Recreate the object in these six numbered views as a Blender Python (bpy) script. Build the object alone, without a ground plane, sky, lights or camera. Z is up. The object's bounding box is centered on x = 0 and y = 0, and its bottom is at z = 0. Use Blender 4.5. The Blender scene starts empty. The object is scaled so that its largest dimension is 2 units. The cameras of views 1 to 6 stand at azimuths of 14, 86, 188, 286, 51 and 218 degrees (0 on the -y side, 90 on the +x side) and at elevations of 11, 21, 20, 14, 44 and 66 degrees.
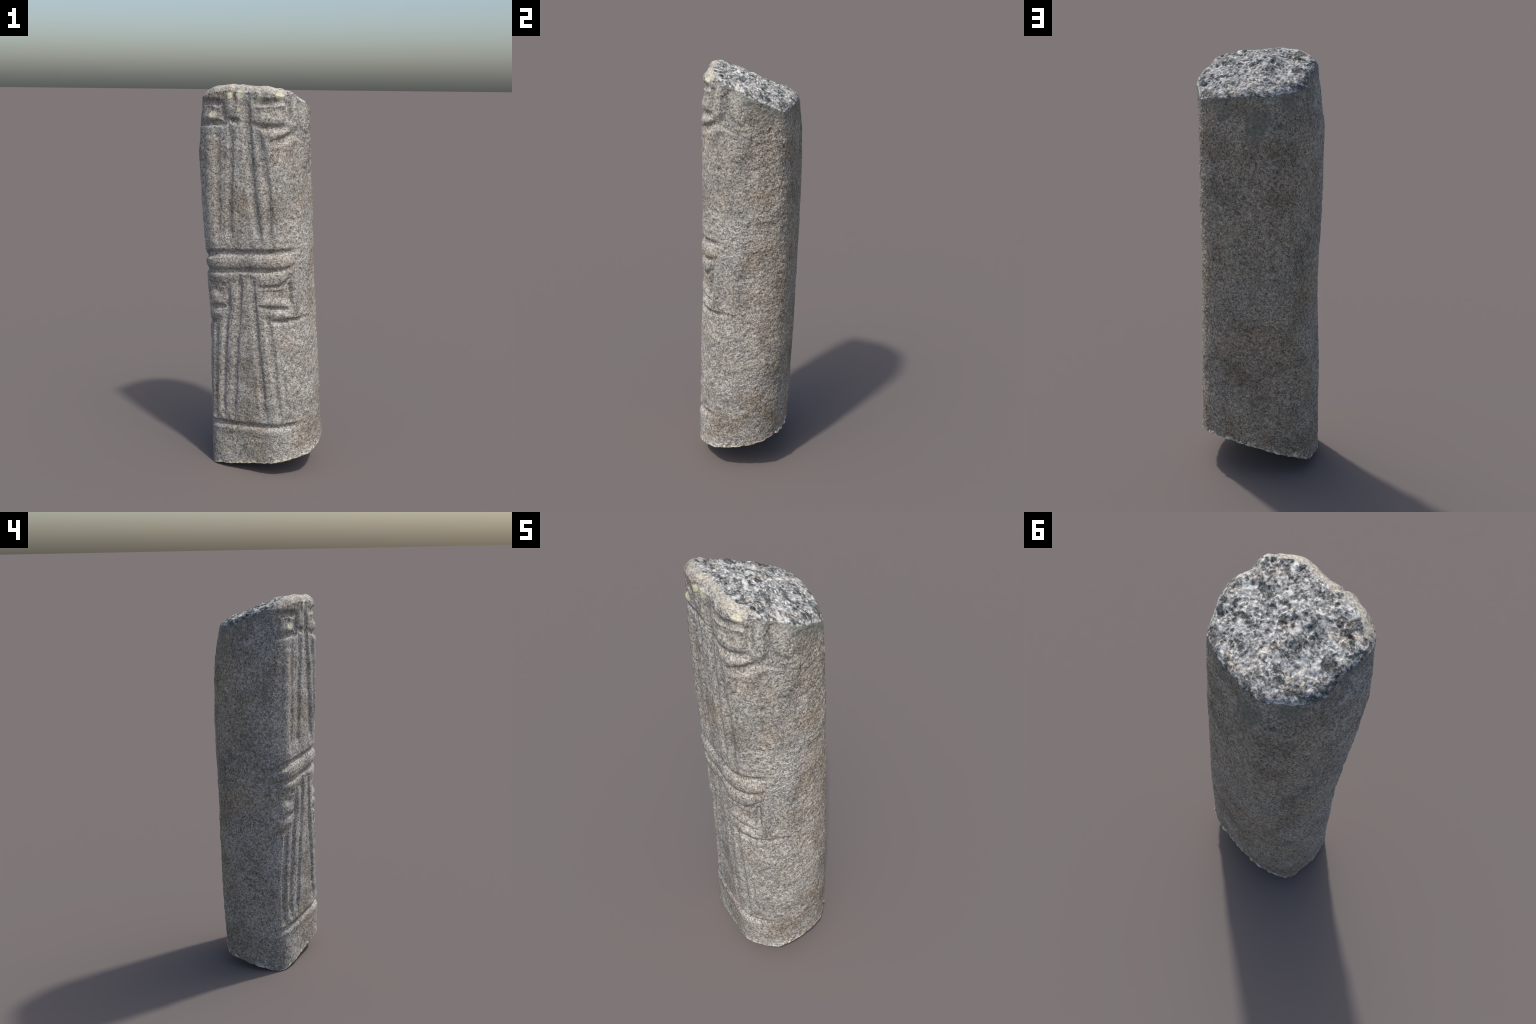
"""A broken, carved granite shaft: a rounded-triangular pillar with one carved
face (roll moulding, key-fret boxes, reeded panels, plain foot band), a sloping
fractured top with a worn pale front ridge, and a slanting foot with a thin
crust of mortar.  Everything is built from cross-sections, carving strokes and
noise; no external data."""
import bpy
import numpy as np

TAU = 2 * np.pi

# ------------------------------------------------------------------ profile
# Cross-sections of the shaft: height, control radii every 15 degrees.
# Azimuth 0 is the carved front (-y), 90 is +x, 180 is the back.
SECTIONS = [
    (0.00, [0.206, 0.226, 0.280, 0.305, 0.347, 0.336, 0.332, 0.321, 0.295, 0.264, 0.217, 0.210, 0.205, 0.187, 0.237, 0.276, 0.286, 0.241, 0.262, 0.258, 0.276, 0.235, 0.213, 0.202]),
    (0.33, [0.214, 0.237, 0.278, 0.290, 0.314, 0.310, 0.309, 0.306, 0.293, 0.268, 0.229, 0.228, 0.228, 0.215, 0.258, 0.283, 0.286, 0.259, 0.270, 0.271, 0.273, 0.237, 0.217, 0.208]),
    (0.67, [0.221, 0.244, 0.272, 0.274, 0.283, 0.286, 0.287, 0.287, 0.286, 0.268, 0.236, 0.231, 0.234, 0.238, 0.272, 0.291, 0.287, 0.274, 0.282, 0.278, 0.275, 0.239, 0.222, 0.215]),
    (1.00, [0.226, 0.248, 0.266, 0.261, 0.258, 0.266, 0.265, 0.262, 0.270, 0.258, 0.235, 0.228, 0.235, 0.251, 0.276, 0.289, 0.285, 0.279, 0.283, 0.291, 0.298, 0.254, 0.231, 0.220]),
    (1.33, [0.230, 0.253, 0.264, 0.255, 0.241, 0.251, 0.252, 0.244, 0.256, 0.243, 0.225, 0.218, 0.228, 0.253, 0.289, 0.285, 0.277, 0.277, 0.285, 0.324, 0.319, 0.269, 0.241, 0.224]),
    (1.67, [0.230, 0.259, 0.265, 0.255, 0.223, 0.240, 0.241, 0.224, 0.240, 0.224, 0.209, 0.203, 0.214, 0.243, 0.274, 0.264, 0.262, 0.268, 0.276, 0.347, 0.331, 0.271, 0.249, 0.226]),
    (2.00, [0.229, 0.256, 0.256, 0.257, 0.202, 0.227, 0.225, 0.204, 0.213, 0.192, 0.188, 0.185, 0.192, 0.206, 0.219, 0.225, 0.242, 0.253, 0.241, 0.311, 0.332, 0.281, 0.260, 0.225]),
]
TOP = [1.933, -0.124, -0.31, -0.527, -0.174, -0.113, 0.646, -2.488, -0.316, -0.485]
FOOT = [0.091, 0.224, 0.233, -0.048, 0.124, 0.291, 0.024, -0.197, 0.611, -0.243]


NA = 680          # columns round the shaft
NZ = 800          # rows up the shaft
NCAP = 84         # rings of the broken top
SEED = 11


# ------------------------------------------------------------------ noise
def _hash(ix, iy, iz, seed):
    with np.errstate(over="ignore"):
        h = (ix.astype(np.uint32) * np.uint32(374761393) + iy.astype(np.uint32) * np.uint32(668265263)
             + iz.astype(np.uint32) * np.uint32(2147483647) + np.uint32(seed * 974711 + 17))
        h = (h ^ (h >> np.uint32(13))) * np.uint32(1274126177)
        h = (h ^ (h >> np.uint32(16))) * np.uint32(2246822519)
        h ^= h >> np.uint32(15)
    return h


def noise(P, scale, seed=0):
    """Gradient noise, about -1..1; features are `scale` metres wide."""
    q = P / scale + 1000.0 + seed * 7.31
    i = np.floor(q).astype(np.int64)
    f = q - i
    w = f * f * f * (f * (f * 6 - 15) + 10)
    out = np.zeros(len(P))
    for dx in (0, 1):
        for dy in (0, 1):
            for dz in (0, 1):
                h = _hash(i[:, 0] + dx, i[:, 1] + dy, i[:, 2] + dz, seed)
                gx = (h & 1023) / 511.5 - 1
                gy = ((h >> np.uint32(10)) & 1023) / 511.5 - 1
                gz = ((h >> np.uint32(20)) & 1023) / 511.5 - 1
                dot = gx * (f[:, 0] - dx) + gy * (f[:, 1] - dy) + gz * (f[:, 2] - dz)
                wx = w[:, 0] if dx else 1 - w[:, 0]
                wy = w[:, 1] if dy else 1 - w[:, 1]
                wz = w[:, 2] if dz else 1 - w[:, 2]
                out += wx * wy * wz * dot
    return out * 1.25


def smooth(a, b, x):
    t = np.clip((x - a) / (b - a), 0, 1)
    return t * t * (3 - 2 * t)


# ------------------------------------------------------------------ base form
def periodic_bspline(n_out, n_ctrl):
    M = np.zeros((n_out, n_ctrl))
    for i in range(n_out):
        t = i * n_ctrl / n_out
        j = int(t)
        f = t - j
        for d, w in enumerate(((1 - f) ** 3 / 6, (3 * f**3 - 6 * f * f + 4) / 6,
                               (-3 * f**3 + 3 * f * f + 3 * f + 1) / 6, f**3 / 6)):
            M[i, (j - 1 + d) % n_ctrl] += w
    return M


ANG = np.arange(NA) * TAU / NA
SX, SY = np.sin(ANG), -np.cos(ANG)
HEIGHTS = np.array([h for h, _ in SECTIONS])
RADII = np.array([r for _, r in SECTIONS]) @ periodic_bspline(NA, len(SECTIONS[0][1])).T


def radius_at(z):
    """z (..., NA) -> radius of the loft, softly interpolated between sections."""
    K = len(HEIGHTS)
    q = np.clip(np.asarray(z) / 2 * (K - 1), 0, K - 1 - 1e-6)
    i = q.astype(int)
    f = q - i
    c = np.broadcast_to(np.arange(NA), i.shape)
    p0, p1 = RADII[np.maximum(i - 1, 0), c], RADII[i, c]
    p2, p3 = RADII[i + 1, c], RADII[np.minimum(i + 2, K - 1), c]
    return swelling(z) + p1 + .5 * f * (p2 - p0 + f * (2 * p0 - 5 * p1 + 4 * p2 - p3 + f * (3 * (p1 - p2) + p3 - p0)))


# local swellings (+) and hollows (-): azimuth, height, spread in degrees, spread in z, size
SWELLINGS = [(238, 1.58, 22, .36, .026), (266, 1.55, 14, .42, .019), (196, .14, 12, .26, .022),
             (258, .28, 9, .24, .016), (235, .86, 11, .13, -.010), (50, 1.84, 13, .10, .010),
             (72, 1.85, 14, .09, .014), (84, 1.57, 10, .10, -.013), (61, 1.40, 9, .08, .010),
             (86, 1.06, 9, .09, -.008), (48, .75, 10, .26, .012), (80, .58, 11, .30, .009),
             (51, .36, 8, .10, -.006), (268, .80, 14, .20, -.004),
             (59, 1.15, 7, .75, .007), (85, .95, 10, .85, -.009), (256, 1.80, 14, .13, .014), (100, .20, 8, .03, .006)]


def swelling(z):
    az = np.degrees(ANG)
    out = np.zeros(np.shape(z))
    for a, h, sa, sz, amp in SWELLINGS:
        d = (az - a + 180) % 360 - 180
        out = out + amp * np.exp(-(d / sa) ** 2 - ((z - h) / sz) ** 2)
    return out


# lumps of the broken top: x, y, spread, height
TOP_LUMPS = [(-.08, -.070, .060, .017), (.085, -.10, .075, .008), (.03, .00, .055, .004),
             (-.185, -.06, .085, -.010), (-.16, .08, .055, -.011),
             (-.12, .20, .06, -.004), (-.245, .01, .035, .010), (.19, .04, .06, .010)]


def broken_surface(x, y):
    z = surface(TOP, x, y)
    for cx, cy, w, h in TOP_LUMPS:
        z = z + h * np.exp(-((x - cx) ** 2 + (y - cy) ** 2) / w**2)
    return z


def surface(c, x, y):
    return (c[0] + c[1] * x + c[2] * y + c[3] * x * x + c[4] * x * y + c[5] * y * y
            + c[6] * x**3 + c[7] * x * x * y + c[8] * x * y * y + c[9] * y**3)


def front_weight(a):
    d = (np.degrees(a) + 15 + 180) % 360 - 180
    return smooth(0, 20, 62 - np.abs(d))


FRONT = front_weight(ANG)
RAGGED = .008 * noise(np.stack([.26 * SX, .26 * SY, 0 * SX], 1), .045, 15)
CH_W = .024 + .032 * FRONT + RAGGED * (1 - FRONT)      # the top edge is worn back this far ...
CH_H = .017 + .033 * FRONT + .7 * RAGGED * (1 - FRONT)      # ... and this far down

ring = lambda r: np.stack([r * SX, r * SY, np.zeros(NA)], 1)
z_top = np.full(NA, 1.9)
z_foot = np.full(NA, .05)
for _ in range(4):
    r = radius_at(z_top)
    z_top = broken_surface(r * SX, r * SY) - CH_H
    r = radius_at(z_foot)
    z_foot = surface(FOOT, r * SX, r * SY)
r_top, r_foot = radius_at(z_top), radius_at(z_foot)
z_top += .004 * noise(ring(r_top), .05, 3) + .003 * noise(ring(r_top), .02, 4)
z_foot += .010 * (1 - np.exp(-(((r_foot * SX + .24) ** 2 + (r_foot * SY + .117) ** 2) / .06**2)))
z_foot += (.0060 * noise(ring(r_foot), .05, 5) + .0045 * noise(ring(r_foot), .022, 6)
           + .0015 * noise(ring(r_foot), .009, 7))

s = np.linspace(0, 1, NZ)[:, None]
WZ = z_foot[None] * (1 - s) + z_top[None] * s
WR = radius_at(WZ)

# unrolled coordinate u: arc length at mid height, zero at the front
mid = radius_at(np.full(NA, 1.0))
mx, my = mid * SX, mid * SY
seg = np.hypot(np.roll(mx, -1) - mx, np.roll(my, -1) - my)
U = np.concatenate([[0], np.cumsum(seg)[:-1]])
U = np.where(U > U[-1] / 2, U - seg.sum(), U)

# plan normal of the loft
X, Y = WR * SX, WR * SY
tx, ty = np.roll(X, -3, 1) - np.roll(X, 3, 1), np.roll(Y, -3, 1) - np.roll(Y, 3, 1)
ln = np.hypot(tx, ty)
NX, NY = ty / ln, -tx / ln

# ------------------------------------------------------------------ carving
# Strokes are polylines in (u, z); each groove has half-width and depth,
# each ridge half-width and height (metres).
GROOVES = [
    # roll moulding: groove above, groove below
    ([(-.36, 1.118), (-.29, 1.145), (-.158, 1.168), (-.034, 1.175), (.114, 1.185), (.235, 1.19)], .016, .015),
    ([(-.34, 1.060), (-.277, 1.063), (-.103, 1.079), (-.002, 1.091), (.088, 1.093), (.175, 1.099), (.215, 1.112)], .014, .014),
    # lower fret, right box: sunk field, squared groove round it, groove under the rib
    ([(.036, 1.006), (.100, 1.010), (.150, 1.016), (.185, 1.050)], .012, .011),
    ([(.193, 1.070), (.195, .969), (.199, .915), (.195, .901), (.182, .900), (.118, .903), (.037, .903)], .0125, .013),
    ([(.194, 1.050), (.196, .915)], .0125, .026),
    ([(.268, 1.110), (.270, .870)], .020, .011),
    ([(.050, .975), (.165, .978)], .026, .011),
    ([(.085, .836), (.152, .837), (.214, .840), (.285, .850)], .012, .013),
    ([(.258, 1.060), (.260, .960), (.264, .870)], .013, .008),
    # lower fret, left box
    ([(-.280, .990), (-.206, 1.003), (-.155, 1.000)], .012, .012),
    ([(-.250, .968), (-.190, .972)], .026, .013),
    ([(-.288, 1.035), (-.293, .965), (-.290, .880)], .014, .010),
    ([(-.285, .872), (-.204, .882), (-.150, .888)], .012, .015),
    ([(-.370, .772), (-.308, .787), (-.215, .804)], .012, .012),
    ([(-.360, 1.045), (-.364, .851)], .014, .005),
    # upper fret, right box
    ([(.000, 1.912), (.071, 1.908), (.150, 1.915)], .018, .016),
    ([(.177, 1.945), (.170, 1.860), (.166, 1.815), (.160, 1.797), (.140, 1.793), (.078, 1.791), (.000, 1.799)], .016, .013),
    ([(.175, 1.935), (.168, 1.815)], .016, .024),
    ([(.262, 1.930), (.264, 1.800)], .020, .005),
    ([(.030, 1.870), (.140, 1.872)], .026, .010),
    ([(.085, 1.718), (.116, 1.727), (.170, 1.747), (.218, 1.772)], .016, .013),
    # upper fret, left box
    ([(-.280, 1.908), (-.210, 1.908), (-.165, 1.900)], .017, .018),
    ([(-.255, 1.870), (-.210, 1.874)], .024, .012),
    ([(-.280, 1.804), (-.219, 1.811), (-.160, 1.806)], .016, .016),
    ([(-.290, 1.895), (-.290, 1.850)], .016, .010),
    ([(-.160, 1.900), (-.160, 1.810)], .014, .010),
    # notch and hollow either side of the upper stem
    ([(-.114, 1.985), (-.106, 1.900)], .014, .014),
    ([(-.125, 1.822), (-.085, 1.818)], .017, .013),
    # channels of the upper reeded panel
    ([(-.194, 1.780), (-.199, 1.551), (-.197, 1.326), (-.204, 1.235)], .0155, .0080),
    ([(-.124, 1.800), (-.125, 1.556), (-.133, 1.388), (-.132, 1.235)], .0165, .0090),
    ([(-.052, 1.935), (-.044, 1.803), (-.031, 1.669), (-.017, 1.506), (.002, 1.397), (.025, 1.235)], .022, .0125),
    ([(.012, 1.775), (.047, 1.629), (.064, 1.511), (.078, 1.347), (.085, 1.235)], .020, .0115),
    ([(-.270, 1.736), (-.280, 1.488), (-.275, 1.230)], .016, .004),
    # channels of the lower reeded panel
    ([(-.084, 1.062), (-.079, .990), (-.087, .849), (-.101, .728), (-.111, .546), (-.119, .392), (-.124, .310)], .0175, .0105),
    ([(-.013, 1.045), (.000, .919), (.015, .774), (.036, .610), (.056, .435), (.069, .325)], .0175, .0105),
    ([(.072, .880), (.092, .754), (.109, .628), (.125, .470), (.140, .345)], .0165, .0095),
    ([(-.150, 1.000), (-.149, .890), (-.170, .800), (-.181, .594), (-.196, .408), (-.190, .310)], .0165, .0125),
    ([(-.232, .790), (-.251, .579), (-.255, .396), (-.252, .290)], .017, .0100),
    ([(.158, .580), (.163, .521), (.172, .404)], .010, .007),
    # long groove over the foot band
    ([(-.296, .236), (-.228, .252), (-.156, .257), (-.032, .268), (.125, .284), (.182, .289), (.250, .298)], .015, .014),
]
# broad sunken grounds under the strokes
GROUNDS = [
    ([(-.160, 1.900), (-.160, 1.570), (-.170, 1.230)], .042, .0085),
    ([(.110, 1.105), (.112, .800)], .055, .004),
]
RIDGES = [
    ([(-.310, 1.100), (-.206, 1.117), (-.033, 1.130), (.110, 1.137), (.222, 1.148)], .024, .006),
    ([(-.255, 1.037), (-.160, 1.043), (-.110, 1.047)], .016, .004),
    ([(.025, 1.052), (.100, 1.056), (.160, 1.062)], .016, .004),
    ([(.226, 1.095), (.229, .960), (.231, .865)], .014, .013),
    ([(.080, .870), (.150, .870), (.232, .868)], .014, .008),
    ([(-.324, 1.050), (-.326, .860)], .014, .005),
    ([(-.300, .835), (-.225, .842), (-.175, .848)], .014, .005),
    ([(.085, .930), (.165, .930)], .014, .007),
    ([(-.240, .908), (-.190, .912)], .013, .005),
    ([(-.245, 1.843), (-.220, 1.845)], .016, .006),
    ([(.040, 1.832), (.130, 1.832)], .018, .005),
    ([(.040, 1.760), (.140, 1.768)], .016, .005),
    ([(.214, 1.960), (.216, 1.860), (.222, 1.780)], .018, .013),
    ([(.130, 1.702), (.235, 1.726)], .022, .008),
    ([(-.237, 1.760), (-.240, 1.508), (-.246, 1.235)], .016, .003),
    ([(-.250, .222), (-.030, .236), (.185, .258)], .018, .0045),
]


def chaikin(p, n=3):
    for _ in range(n):
        a, b = p[:-1], p[1:]
        mid = np.stack([.75 * a + .25 * b, .25 * a + .75 * b], 1).reshape(-1, 2)
        p = np.concatenate([p[:1], mid[1:-1], p[-1:]])
    return p


def stroke_field(strokes, u, z, wob, power):
    out = np.zeros(u.shape)
    for pts, w, amp in strokes:
        p = np.array(pts, float)
        if len(p) > 2:
            p = chaikin(p)
        lo, hi = p.min(0) - 3 * w, p.max(0) + 3 * w
        m = (u > lo[0]) & (u < hi[0]) & (z > lo[1]) & (z < hi[1])
        uu, zz = u[m] + wob[0][m], z[m] + wob[1][m]
        best, along = np.full(uu.shape, 9.0), np.zeros(uu.shape)
        run = 0.0
        for a, b in zip(p[:-1], p[1:]):
            d = b - a
            n = np.sqrt(d @ d)
            t = np.clip(((uu - a[0]) * d[0] + (zz - a[1]) * d[1]) / (n * n), 0, 1)
            dist = np.hypot(uu - a[0] - t * d[0], zz - a[1] - t * d[1])
            along = np.where(dist < best, run + t * n, along)
            best = np.minimum(best, dist)
            run += n
        fade = min(.05, run * .3)                           # strokes run out softly
        ends = .45 + .55 * smooth(0, fade, np.minimum(along, run - along))
        out[m] = np.maximum(out[m], amp * ends * np.exp(-(best / w) ** power))
    return out


UU = np.broadcast_to(U, WZ.shape)
P0 = np.stack([X.ravel(), Y.ravel(), WZ.ravel()], 1)
carved = np.abs(UU).ravel() < .42
wob = [np.zeros(len(P0)), np.zeros(len(P0))]
for k in (0, 1):
    wob[k][carved] = .0020 * noise(P0[carved], .06, 20 + k) + .0012 * noise(P0[carved], .015, 22 + k)
wob = [w.reshape(WZ.shape) for w in wob]
wear = np.ones(len(P0))
wear[carved] = np.clip(1 + .35 * noise(P0[carved], .12, 24), .6, 1.35)
groove = stroke_field(GROOVES, UU, WZ, wob, 3.0)       # round-bottomed channels
ridge = stroke_field(RIDGES, UU, WZ, wob, 2.0)
ground = stroke_field(GROUNDS, UU, WZ, wob, 2.0)
carving = (ridge * .8 - groove - ground) * wear.reshape(WZ.shape)

# ------------------------------------------------------------------ relief
face = smooth(.30, .22, np.abs(UU + .03)).ravel()          # the dressed face is smoother
rough = 1 - .68 * face
relief = .0035 * noise(P0, .16, 1) + .0030 * noise(P0, .06, 2)
n12 = noise(P0, .024, 8)
n7 = noise(P0, .0125, 9)
relief += rough * (.0026 * n12 - .0038 * np.maximum(0, n7 - .05) + .0018 * noise(P0, .0075, 10))
relief += rough * -.0060 * smooth(.42, .75, noise(P0 * [1, 1, .8], .035, 12))   # pits
corner = np.exp(-((UU - .20) / .05) ** 2).ravel()             # bruised front corner
relief += corner * (.0040 * noise(P0 * [1, 1, .8], .030, 14) + .0022 * n12)
relief = relief.reshape(WZ.shape)
edge = np.minimum(1, (WZ - z_foot) / .02)
# a lip of mortar squeezed out under the right and back of the foot
az = np.degrees(ANG)
lip = smooth(75, 110, az) * smooth(250, 205, az)
lip = lip * np.clip(.45 + .9 * noise(ring(r_foot), .03, 13), 0, 1)
flare = .011 * lip[None] * np.exp(-np.clip(WZ - z_foot, 0, 1) / .007)
D = carving + relief + flare
X, Y = X + NX * D, Y + NY * D

# broken top: rings from the rim to the middle
inset = np.concatenate([np.linspace(0, .30, 30)[1:], np.linspace(.30, 1, NCAP - 28)[1:-1]])
rim_r = np.hypot(X[-1], Y[-1])
ca, sa = X[-1] / rim_r, Y[-1] / rim_r
cap = []
for f in inset:
    rr = rim_r * (1 - f)
    x, y = rr * ca, rr * sa
    dd = rim_r * f
    z = broken_surface(x, y) - CH_H * np.clip(1 - dd / CH_W, 0, 1) ** 2
    blend = smooth(0, .035, dd)
    q = np.stack([x, y, np.zeros(NA)], 1)
    base_dz = z_top - (broken_surface(rim_r * ca, rim_r * sa) - CH_H)
    soft = 1 - .75 * FRONT * smooth(.075, .045, dd)          # the worn ridge is smoother
    bump = (.0075 * noise(q, .075, 30) + .0085 * noise(q, .038, 31) + .0070 * noise(q, .018, 32)
            + .0034 * noise(q, .009, 33) - .009 * smooth(.2, .65, noise(q, .032, 34)))
    z = z + base_dz * (1 - smooth(0, .05, dd)) + bump * blend * soft
    cap.append(np.stack([x, y, z], 1))
mx_, my_ = 0.0, 0.0
top_mid = np.array([[0, 0, cap[-1][:, 2].mean()]])
foot_rings = []
for f in (.04, .1, .2, .4, .7):
    rr = np.hypot(X[0], Y[0]) * (1 - f)
    a = np.arctan2(Y[0], X[0])
    x, y = rr * np.cos(a), rr * np.sin(a)
    zz = np.maximum(surface(FOOT, x, y) * smooth(0, .2, f) + z_foot * (1 - smooth(0, .2, f)), z_foot.min()) + .012 * smooth(0, .2, f)
    foot_rings.append(np.stack([x, y, zz], 1))
foot_mid = np.array([[0, 0, foot_rings[-1][:, 2].mean()]])

wall = np.stack([X, Y, WZ], 2).reshape(-1, 3)
V = np.concatenate([wall] + cap + [top_mid] + foot_rings[::1] + [foot_mid])
lo, hi = V[:, 2].min(), V[:, 2].max()
V[:, 2] = (V[:, 2] - lo) * 2.0 / (hi - lo)                   # stands 2 m tall on z = 0


# ------------------------------------------------------------------ faces and regions
def grid_quads(row0, row1):
    j = np.arange(NA)
    k = (j + 1) % NA
    return np.stack([row0 + j, row0 + k, row1 + k, row1 + j], 1)


PARTS = ["shaft", "carved_face", "roll_moulding", "key_fret", "upper_fret", "reeded_panel",
         "upper_reeds", "foot_band", "broken_top", "worn_ridge", "mortar_crust", "underside"]
ID = {n: i for i, n in enumerate(PARTS)}

quads, labels = [], []
uc = U
jag = noise(wall, .02, 40).reshape(WZ.shape) * .006 + noise(wall, .006, 41).reshape(WZ.shape) * .002
crust = smooth(-.1, .5, .10 + noise(ring(r_foot), .055, 42) + .5 * noise(ring(r_foot), .018, 43))
crust *= 1.2 + 1.3 * smooth(120, 150, az) * smooth(260, 220, az)
for i in range(NZ - 1):
    quads.append(grid_quads(i * NA, (i + 1) * NA))
    z = WZ[i]
    lab = np.full(NA, ID["shaft"])
    f = (uc > -.33) & (uc < .255)
    lab[f] = ID["carved_face"]
    top_groove = np.interp(uc, [-.36, -.034, .235], [1.118, 1.175, 1.19])
    low_groove = np.interp(uc, [-.34, -.1, .215], [1.060, 1.079, 1.108])
    foot_line = np.interp(uc, [-.296, -.032, .23], [.236, .268, .306])
    lab[f & (z > low_groove) & (z < top_groove)] = ID["roll_moulding"]
    lab[f & (z > .81 + .1 * uc) & (z < low_groove)] = ID["key_fret"]
    lab[f & (z > 1.77) & (z < 1.93)] = ID["upper_fret"]
    g = (uc > -.27) & (uc < .145)
    lab[g & (z > foot_line) & (z < .81 + .1 * uc)] = ID["reeded_panel"]
    lab[g & (z > top_groove) & (z < 1.77)] = ID["upper_reeds"]
    lab[f & (z < foot_line)] = ID["foot_band"]
    lab[(z + jag[i] - z_foot) < .011 * crust] = ID["mortar_crust"]
    labels.append(lab)
base = NZ * NA
rows = [(NZ - 1) * NA] + [base + k * NA for k in range(len(cap))]
for k in range(len(cap)):
    quads.append(grid_quads(rows[k], rows[k + 1]))
    dd = rim_r * inset[k]
    q = cap[k]
    lab = np.full(NA, ID["broken_top"])
    lim = .046 + .020 * noise(q, .06, 44) + .008 * noise(q, .02, 45)
    lab[(FRONT > .5) & (dd < .016 + .016 * noise(q, .035, 46))] = ID["carved_face"]
    lab[(FRONT > .5) & (dd >= .016 + .016 * noise(q, .035, 46)) & (dd < lim)] = ID["worn_ridge"]
    labels.append(lab)
tm = base + len(cap) * NA
fb = tm + 1
frows = [0] + [fb + k * NA for k in range(len(foot_rings))]
for k in range(len(foot_rings)):
    quads.append(grid_quads(frows[k + 1], frows[k]))
    labels.append(np.full(NA, ID["underside"]))
fm = fb + len(foot_rings) * NA
j = np.arange(NA)
tris = np.concatenate([np.stack([rows[-1] + j, rows[-1] + (j + 1) % NA, np.full(NA, tm)], 1),
                       np.stack([frows[-1] + (j + 1) % NA, frows[-1] + j, np.full(NA, fm)], 1)])
tri_lab = np.concatenate([np.full(NA, ID["broken_top"]), np.full(NA, ID["underside"])])
quads, labels = np.concatenate(quads), np.concatenate(labels)


def fill(me, verts, q, t):
    me.vertices.add(len(verts))
    me.vertices.foreach_set("co", verts.astype(np.float32).ravel())
    me.loops.add(q.size + t.size)
    me.loops.foreach_set("vertex_index", np.concatenate([q.ravel(), t.ravel()]).astype(np.int32))
    me.polygons.add(len(q) + len(t))
    starts = np.concatenate([np.arange(len(q)) * 4, q.size + np.arange(len(t)) * 3])
    me.polygons.foreach_set("loop_start", starts.astype(np.int32))
    me.update(calc_edges=True)
    me.polygons.foreach_set("use_smooth", np.ones(len(q) + len(t), dtype=bool))
    me.update()


whole = bpy.data.meshes.new("whole_body")
fill(whole, V, quads, tris)
VN = np.empty(len(V) * 3, np.float32)
whole.vertex_normals.foreach_get("vector", VN)
VN = VN.reshape(-1, 3)
bpy.data.meshes.remove(whole)


# ------------------------------------------------------------------ materials
class Nodes:
    def __init__(self, name):
        self.mat = bpy.data.materials.new(name)
        self.mat.use_nodes = True
        self.t = self.mat.node_tree
        self.bsdf = self.t.nodes["Principled BSDF"]
        self.bsdf.inputs["Specular IOR Level"].default_value = .25
        self.co = self.t.nodes.new("ShaderNodeTexCoord").outputs["Object"]

    def put(self, socket, v):
        if hasattr(v, "is_output"):
            self.t.links.new(v, socket)
        else:
            socket.default_value = v

    def noise(self, scale, detail=2, rough=.5, warp=0, at=None):
        n = self.t.nodes.new("ShaderNodeTexNoise")
        self.put(n.inputs["Vector"], at if at is not None else self.co)
        n.inputs["Scale"].default_value = scale
        n.inputs["Detail"].default_value = detail
        n.inputs["Roughness"].default_value = rough
        n.inputs["Distortion"].default_value = warp
        return n.outputs["Fac"]

    def cells(self, scale):
        n = self.t.nodes.new("ShaderNodeTexVoronoi")
        self.put(n.inputs["Vector"], self.co)
        n.inputs["Scale"].default_value = scale
        s = self.t.nodes.new("ShaderNodeSeparateColor")
        self.t.links.new(n.outputs["Color"], s.inputs[0])
        return s.outputs[0], s.outputs[1]

    def ramp(self, fac, stops):
        n = self.t.nodes.new("ShaderNodeValToRGB")
        e = n.color_ramp.elements
        while len(e) < len(stops):
            e.new(.5)
        for el, (p, c) in zip(e, stops):
            el.position = p
            el.color = (*c, 1) if isinstance(c, tuple) else (c, c, c, 1)
        self.put(n.inputs[0], fac)
        return n.outputs[0]

    def math(self, op, a, b=0.0):
        n = self.t.nodes.new("ShaderNodeMath")
        n.operation = op
        self.put(n.inputs[0], a)
        self.put(n.inputs[1], b)
        return n.outputs[0]

    def mix(self, fac, a, b, mode="MIX"):
        n = self.t.nodes.new("ShaderNodeMix")
        n.data_type, n.blend_type = "RGBA", mode
        self.put(n.inputs[0], fac)
        for s, v in ((n.inputs[6], a), (n.inputs[7], b)):
            self.put(s, (*v, 1) if isinstance(v, tuple) else v)
        return n.outputs[2]

    def spot(self, centre, radius, ragged=.5, scale=40, core=.72):
        """Mask of one ragged blotch around a point."""
        n = self.t.nodes.new("ShaderNodeVectorMath")
        n.operation = "DISTANCE"
        self.t.links.new(self.co, n.inputs[0])
        n.inputs[1].default_value = centre
        d = self.math("DIVIDE", n.outputs["Value"], radius)
        w = self.math("MULTIPLY", self.math("SUBTRACT", self.noise(scale, 4, .65), .5), ragged * 2)
        return self.ramp(self.math("ADD", d, w), [(core, 1.0), (1.0, 0.0)])

    def bump(self, height, dist, strength=1.0):
        n = self.t.nodes.new("ShaderNodeBump")
        n.inputs["Strength"].default_value = strength
        n.inputs["Distance"].default_value = dist
        self.put(n.inputs["Height"], height)
        self.t.links.new(n.outputs[0], self.bsdf.inputs["Normal"])

    def done(self, colour, rough=.9):
        self.put(self.bsdf.inputs["Base Color"], colour)
        self.put(self.bsdf.inputs["Roughness"], rough)
        return self.mat


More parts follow.
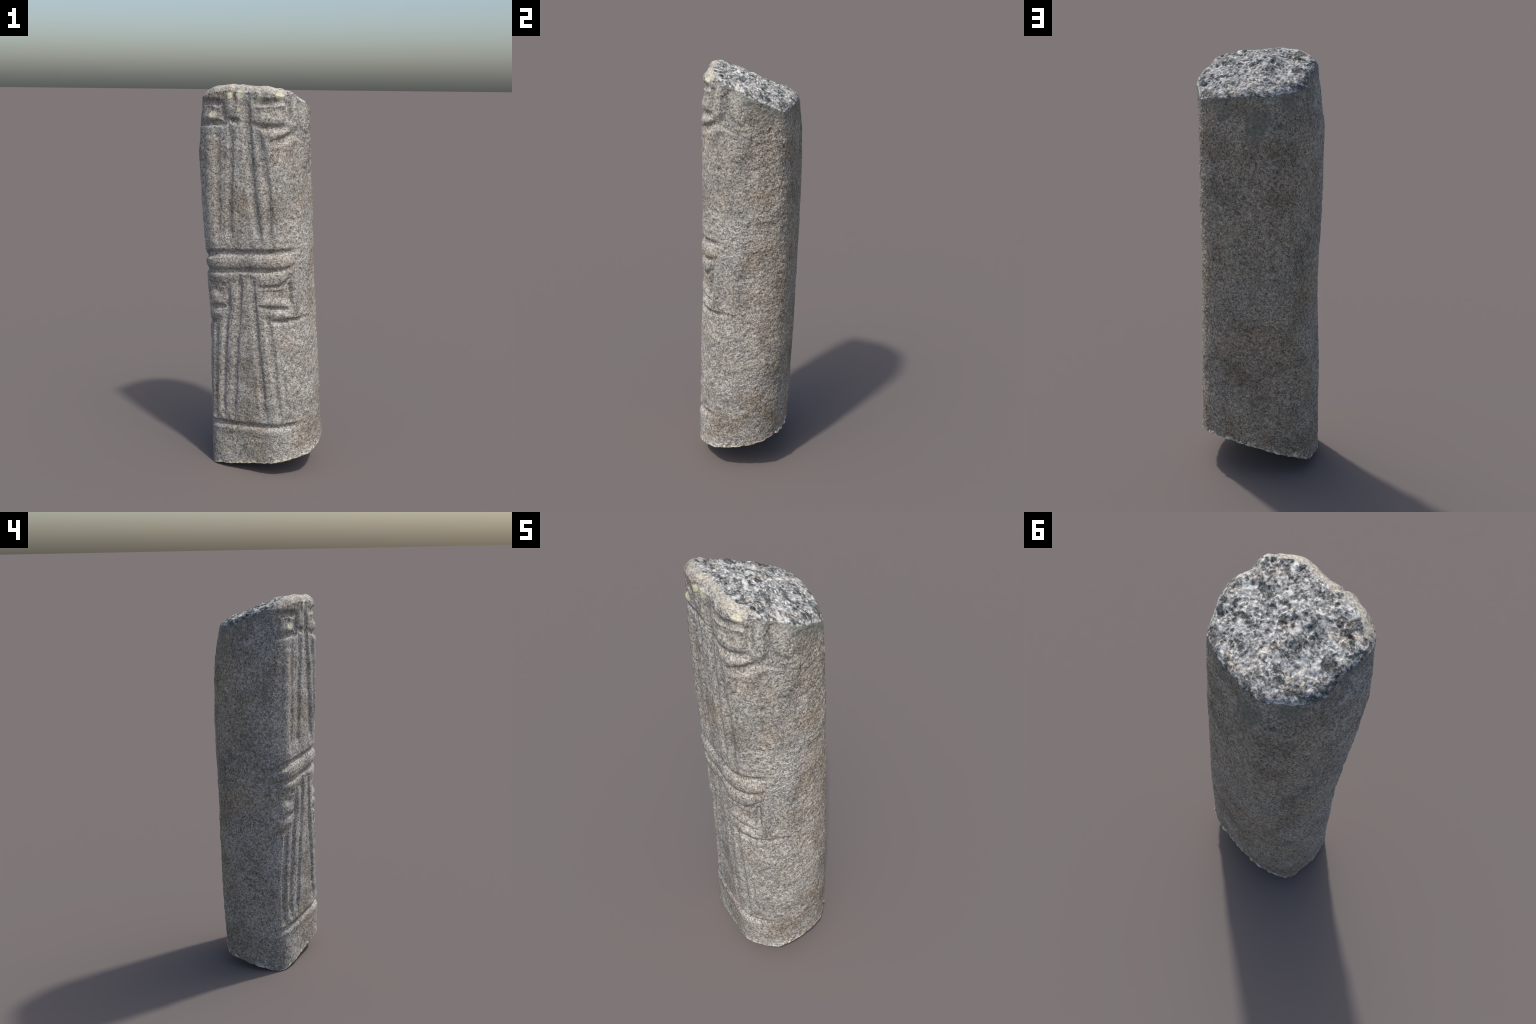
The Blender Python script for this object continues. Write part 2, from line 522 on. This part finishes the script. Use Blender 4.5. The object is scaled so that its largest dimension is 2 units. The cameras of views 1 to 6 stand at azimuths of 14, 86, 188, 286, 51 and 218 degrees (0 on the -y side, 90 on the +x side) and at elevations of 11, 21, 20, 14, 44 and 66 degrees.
def speckle(N, dark, mid, light, fine=150, contrast=1.0):
    """Granite: feldspar, quartz and mica grains a few millimetres across."""
    a, b = N.cells(fine * 1.3)
    g = N.noise(fine, 3, .6)
    g = N.math("ADD", N.math("MULTIPLY", a, .30 * contrast), N.math("MULTIPLY", g, 1.0))
    g = N.math("ADD", g, N.math("MULTIPLY", N.noise(fine * .42, 3, .6), .75 * contrast))
    return g, N.ramp(N.math("MULTIPLY", g, .54), [(.38, dark), (.53, mid), (.68, light)])


LICHEN_PALE = [((-.135, -.205, 1.946), .020), ((-.077, -.225, 1.950), .024), ((.026, -.235, 1.935), .018),
               ((.122, -.225, 1.943), .024), ((-.080, -.235, 1.876), .020), ((-.225, -.185, 1.850), .024)]
BROWN_STAIN = [((-.02, -.235, .345), .075), ((.02, -.235, .155), .085), ((-.13, -.215, .205), .050),
               ((-.05, -.235, .56), .05), ((-.215, -.19, .79), .03), ((.02, -.235, .47), .05), ((-.08, -.23, 1.42), .07),
               ((-.23, -.17, .42), .04), ((.27, -.10, .25), .09), ((.23, .0, 1.10), .06), ((.22, .03, 1.45), .06)]
LICHEN_GREY = [((-.075, .215, 1.745), .070), ((-.060, .225, 1.69), .050), ((.085, .215, 1.765), .045),
               ((.135, .205, 1.80), .040), ((.205, .020, 1.875), .040), ((.190, .100, 1.845), .045),
               ((-.235, .060, 1.83), .055), ((-.18, .15, 1.80), .06), ((.215, -.05, 1.885), .030)]


def granite():
    N = Nodes("weathered_granite")
    g, col = speckle(N, (.100, .093, .083), (.282, .268, .243), (.545, .523, .48))
    warm = N.ramp(N.noise(7, 3, .6, .3), [(.45, 0.0), (.70, .40)])
    col = N.mix(warm, col, (.80, .66, .52), "MULTIPLY")
    cool = N.ramp(N.noise(5.3, 3, .6, .4, ), [(.54, 0.0), (.70, .25)])
    col = N.mix(cool, col, (.80, .88, 1.0), "MULTIPLY")
    mott = N.ramp(N.noise(4.5, 5, .62, .4), [(.36, .72), (.50, .98), (.64, 1.10)])
    col = N.mix(1.0, col, mott, "MULTIPLY")
    stain = N.ramp(N.noise(13, 5, .7), [(.58, 0.0), (.72, .55)])
    col = N.mix(stain, col, (.56, .50, .43), "MULTIPLY")
    # darker brown tint growing toward the back (+y), patchy and ragged
    sep = N.t.nodes.new("ShaderNodeSeparateXYZ")
    N.t.links.new(N.co, sep.inputs[0])
    rag = N.math("MULTIPLY", N.math("SUBTRACT", N.noise(9, 5, .7), .5), .35)
    brown_tint = N.ramp(N.math("ADD", N.math("ADD", sep.outputs[1], rag), .5), [(.42, 0.0), (.66, 1.0)])
    brown_tint = N.math("MULTIPLY", brown_tint, N.ramp(N.noise(6.3, 4, .6), [(.30, .55), (.60, 1.0)]))
    col = N.mix(brown_tint, col, (.98, .87, .73), "MULTIPLY")
    rust = N.ramp(N.noise(55, 2), [(.77, 0.0), (.82, .5)])
    col = N.mix(rust, col, (.36, .21, .07))
    for c, r in BROWN_STAIN:
        col = N.mix(N.math("MULTIPLY", N.spot(c, r * 1.5, .9, 16, .25), .5), col, (.78, .67, .54), "MULTIPLY")
    for c, r in LICHEN_GREY:
        col = N.mix(N.math("MULTIPLY", N.spot(c, r, .9, 32), .55), col, N.ramp(N.noise(90, 3), [(.3, (.105, .105, .08)), (.7, (.235, .235, .185))]))
    # grey-green crust creeping down from the broken edge, not on the carved face
    x = N.t.nodes.new("ShaderNodeSeparateXYZ")
    N.t.links.new(N.co, x.inputs[0])
    h = N.math("ADD", x.outputs[2], N.math("MULTIPLY", x.outputs[1], .31))
    h = N.math("ADD", h, N.math("MULTIPLY", x.outputs[0], .124))
    h = N.math("ADD", h, N.math("MULTIPLY", N.math("MULTIPLY", x.outputs[0], x.outputs[0]), .53))
    h = N.math("ADD", h, N.math("MULTIPLY", N.math("SUBTRACT", N.noise(16, 5, .7), .5), .30))
    band = N.ramp(N.math("SUBTRACT", h, 1.0), [(.855, 0.0), (.915, .75)])
    band = N.math("MULTIPLY", band, N.ramp(N.math("ADD", x.outputs[1], .5), [(.36, 0.0), (.46, 1.0)]))
    col = N.mix(band, col, N.ramp(N.noise(110, 3), [(.3, (.085, .088, .075)), (.7, (.26, .27, .235))]))
    for c, r in LICHEN_PALE:
        col = N.mix(N.math("MULTIPLY", N.spot(c, r, .5, 70), .85), col, N.ramp(N.noise(160, 3), [(.3, (.42, .41, .27)), (.7, (.74, .73, .56))]))
    N.bump(g, .004, .6)
    return N.done(col)


def fracture():
    N = Nodes("fractured_granite")
    g, col = speckle(N, (.065, .066, .065), (.32, .317, .303), (.76, .745, .70), 92, .9)
    blue = N.ramp(N.noise(21, 4, .65, .8), [(.50, 0.0), (.56, 1.0)])
    col = N.mix(blue, col, (.32, .345, .345), "MULTIPLY")
    pale = N.ramp(N.noise(17, 4, .65, .8), [(.54, 0.0), (.62, .55)])
    col = N.mix(pale, col, (.70, .69, .65))
    warm = N.ramp(N.noise(12, 3, .6), [(.52, 0.0), (.68, .6)])
    col = N.mix(warm, col, (1.0, .84, .68), "MULTIPLY")
    rust = N.ramp(N.noise(30, 3), [(.70, 0.0), (.78, .7)])
    col = N.mix(rust, col, (.42, .20, .09))
    N.bump(g, .006, .8)
    return N.done(col)


def ridge_stone():
    N = Nodes("worn_pale_stone")
    g, col = speckle(N, (.16, .148, .128), (.35, .325, .282), (.57, .54, .475), 130, 1.0)
    tan = N.ramp(N.noise(22, 3, .6, .6), [(.45, 0.0), (.66, .65)])
    col = N.mix(tan, col, (.40, .34, .265))
    lich = N.ramp(N.noise(35, 4, .65), [(.54, 0.0), (.70, .6)])
    col = N.mix(lich, col, (.66, .64, .46))
    N.bump(g, .004, .5)
    return N.done(col, .85)


def mortar():
    N = Nodes("mortar_and_earth")
    col = N.ramp(N.noise(45, 3, .6), [(.36, (.20, .17, .13)), (.48, (.50, .42, .29)), (.60, (.68, .65, .56))])
    N.bump(N.noise(220, 3), .003, .6)
    return N.done(col)


def underside():
    N = Nodes("dull_underside")
    N.bump(N.noise(60, 3), .005, .6)
    return N.done(N.ramp(N.noise(30, 4), [(.3, (.20, .18, .155)), (.7, (.34, .32, .29))]))


GRANITE = granite()
MATERIAL = {n: GRANITE for n in PARTS}
MATERIAL.update(broken_top=fracture(), worn_ridge=ridge_stone(), mortar_crust=mortar(), underside=underside())

# ------------------------------------------------------------------ objects
root = bpy.data.objects.new("carved_stone_pillar", None)
bpy.context.scene.collection.objects.link(root)
root["label"] = "broken granite shaft carved with key frets and reeded panels"
root["category"] = "carved stone pillar"

NAME = {"upper_fret": "key_fret", "upper_reeds": "reeded_panel"}
ON_FACE = {"roll_moulding", "key_fret", "upper_fret", "reeded_panel", "upper_reeds", "foot_band"}
objs = {}
for part in PARTS:
    q, t = quads[labels == ID[part]], tris[tri_lab == ID[part]]
    used = np.unique(np.concatenate([q.ravel(), t.ravel()]))
    if not len(used):
        continue
    remap = np.full(len(V), -1)
    remap[used] = np.arange(len(used))
    kind = NAME.get(part, part)
    me = bpy.data.meshes.new(kind)
    fill(me, V[used], remap[q], remap[t])
    me.materials.append(MATERIAL[part])
    me.normals_split_custom_set_from_vertices(VN[used].tolist())
    ob = bpy.data.objects.new(kind, me)
    bpy.context.scene.collection.objects.link(ob)
    objs[part] = ob
for part, ob in objs.items():
    ob.parent = objs["carved_face"] if part in ON_FACE else root
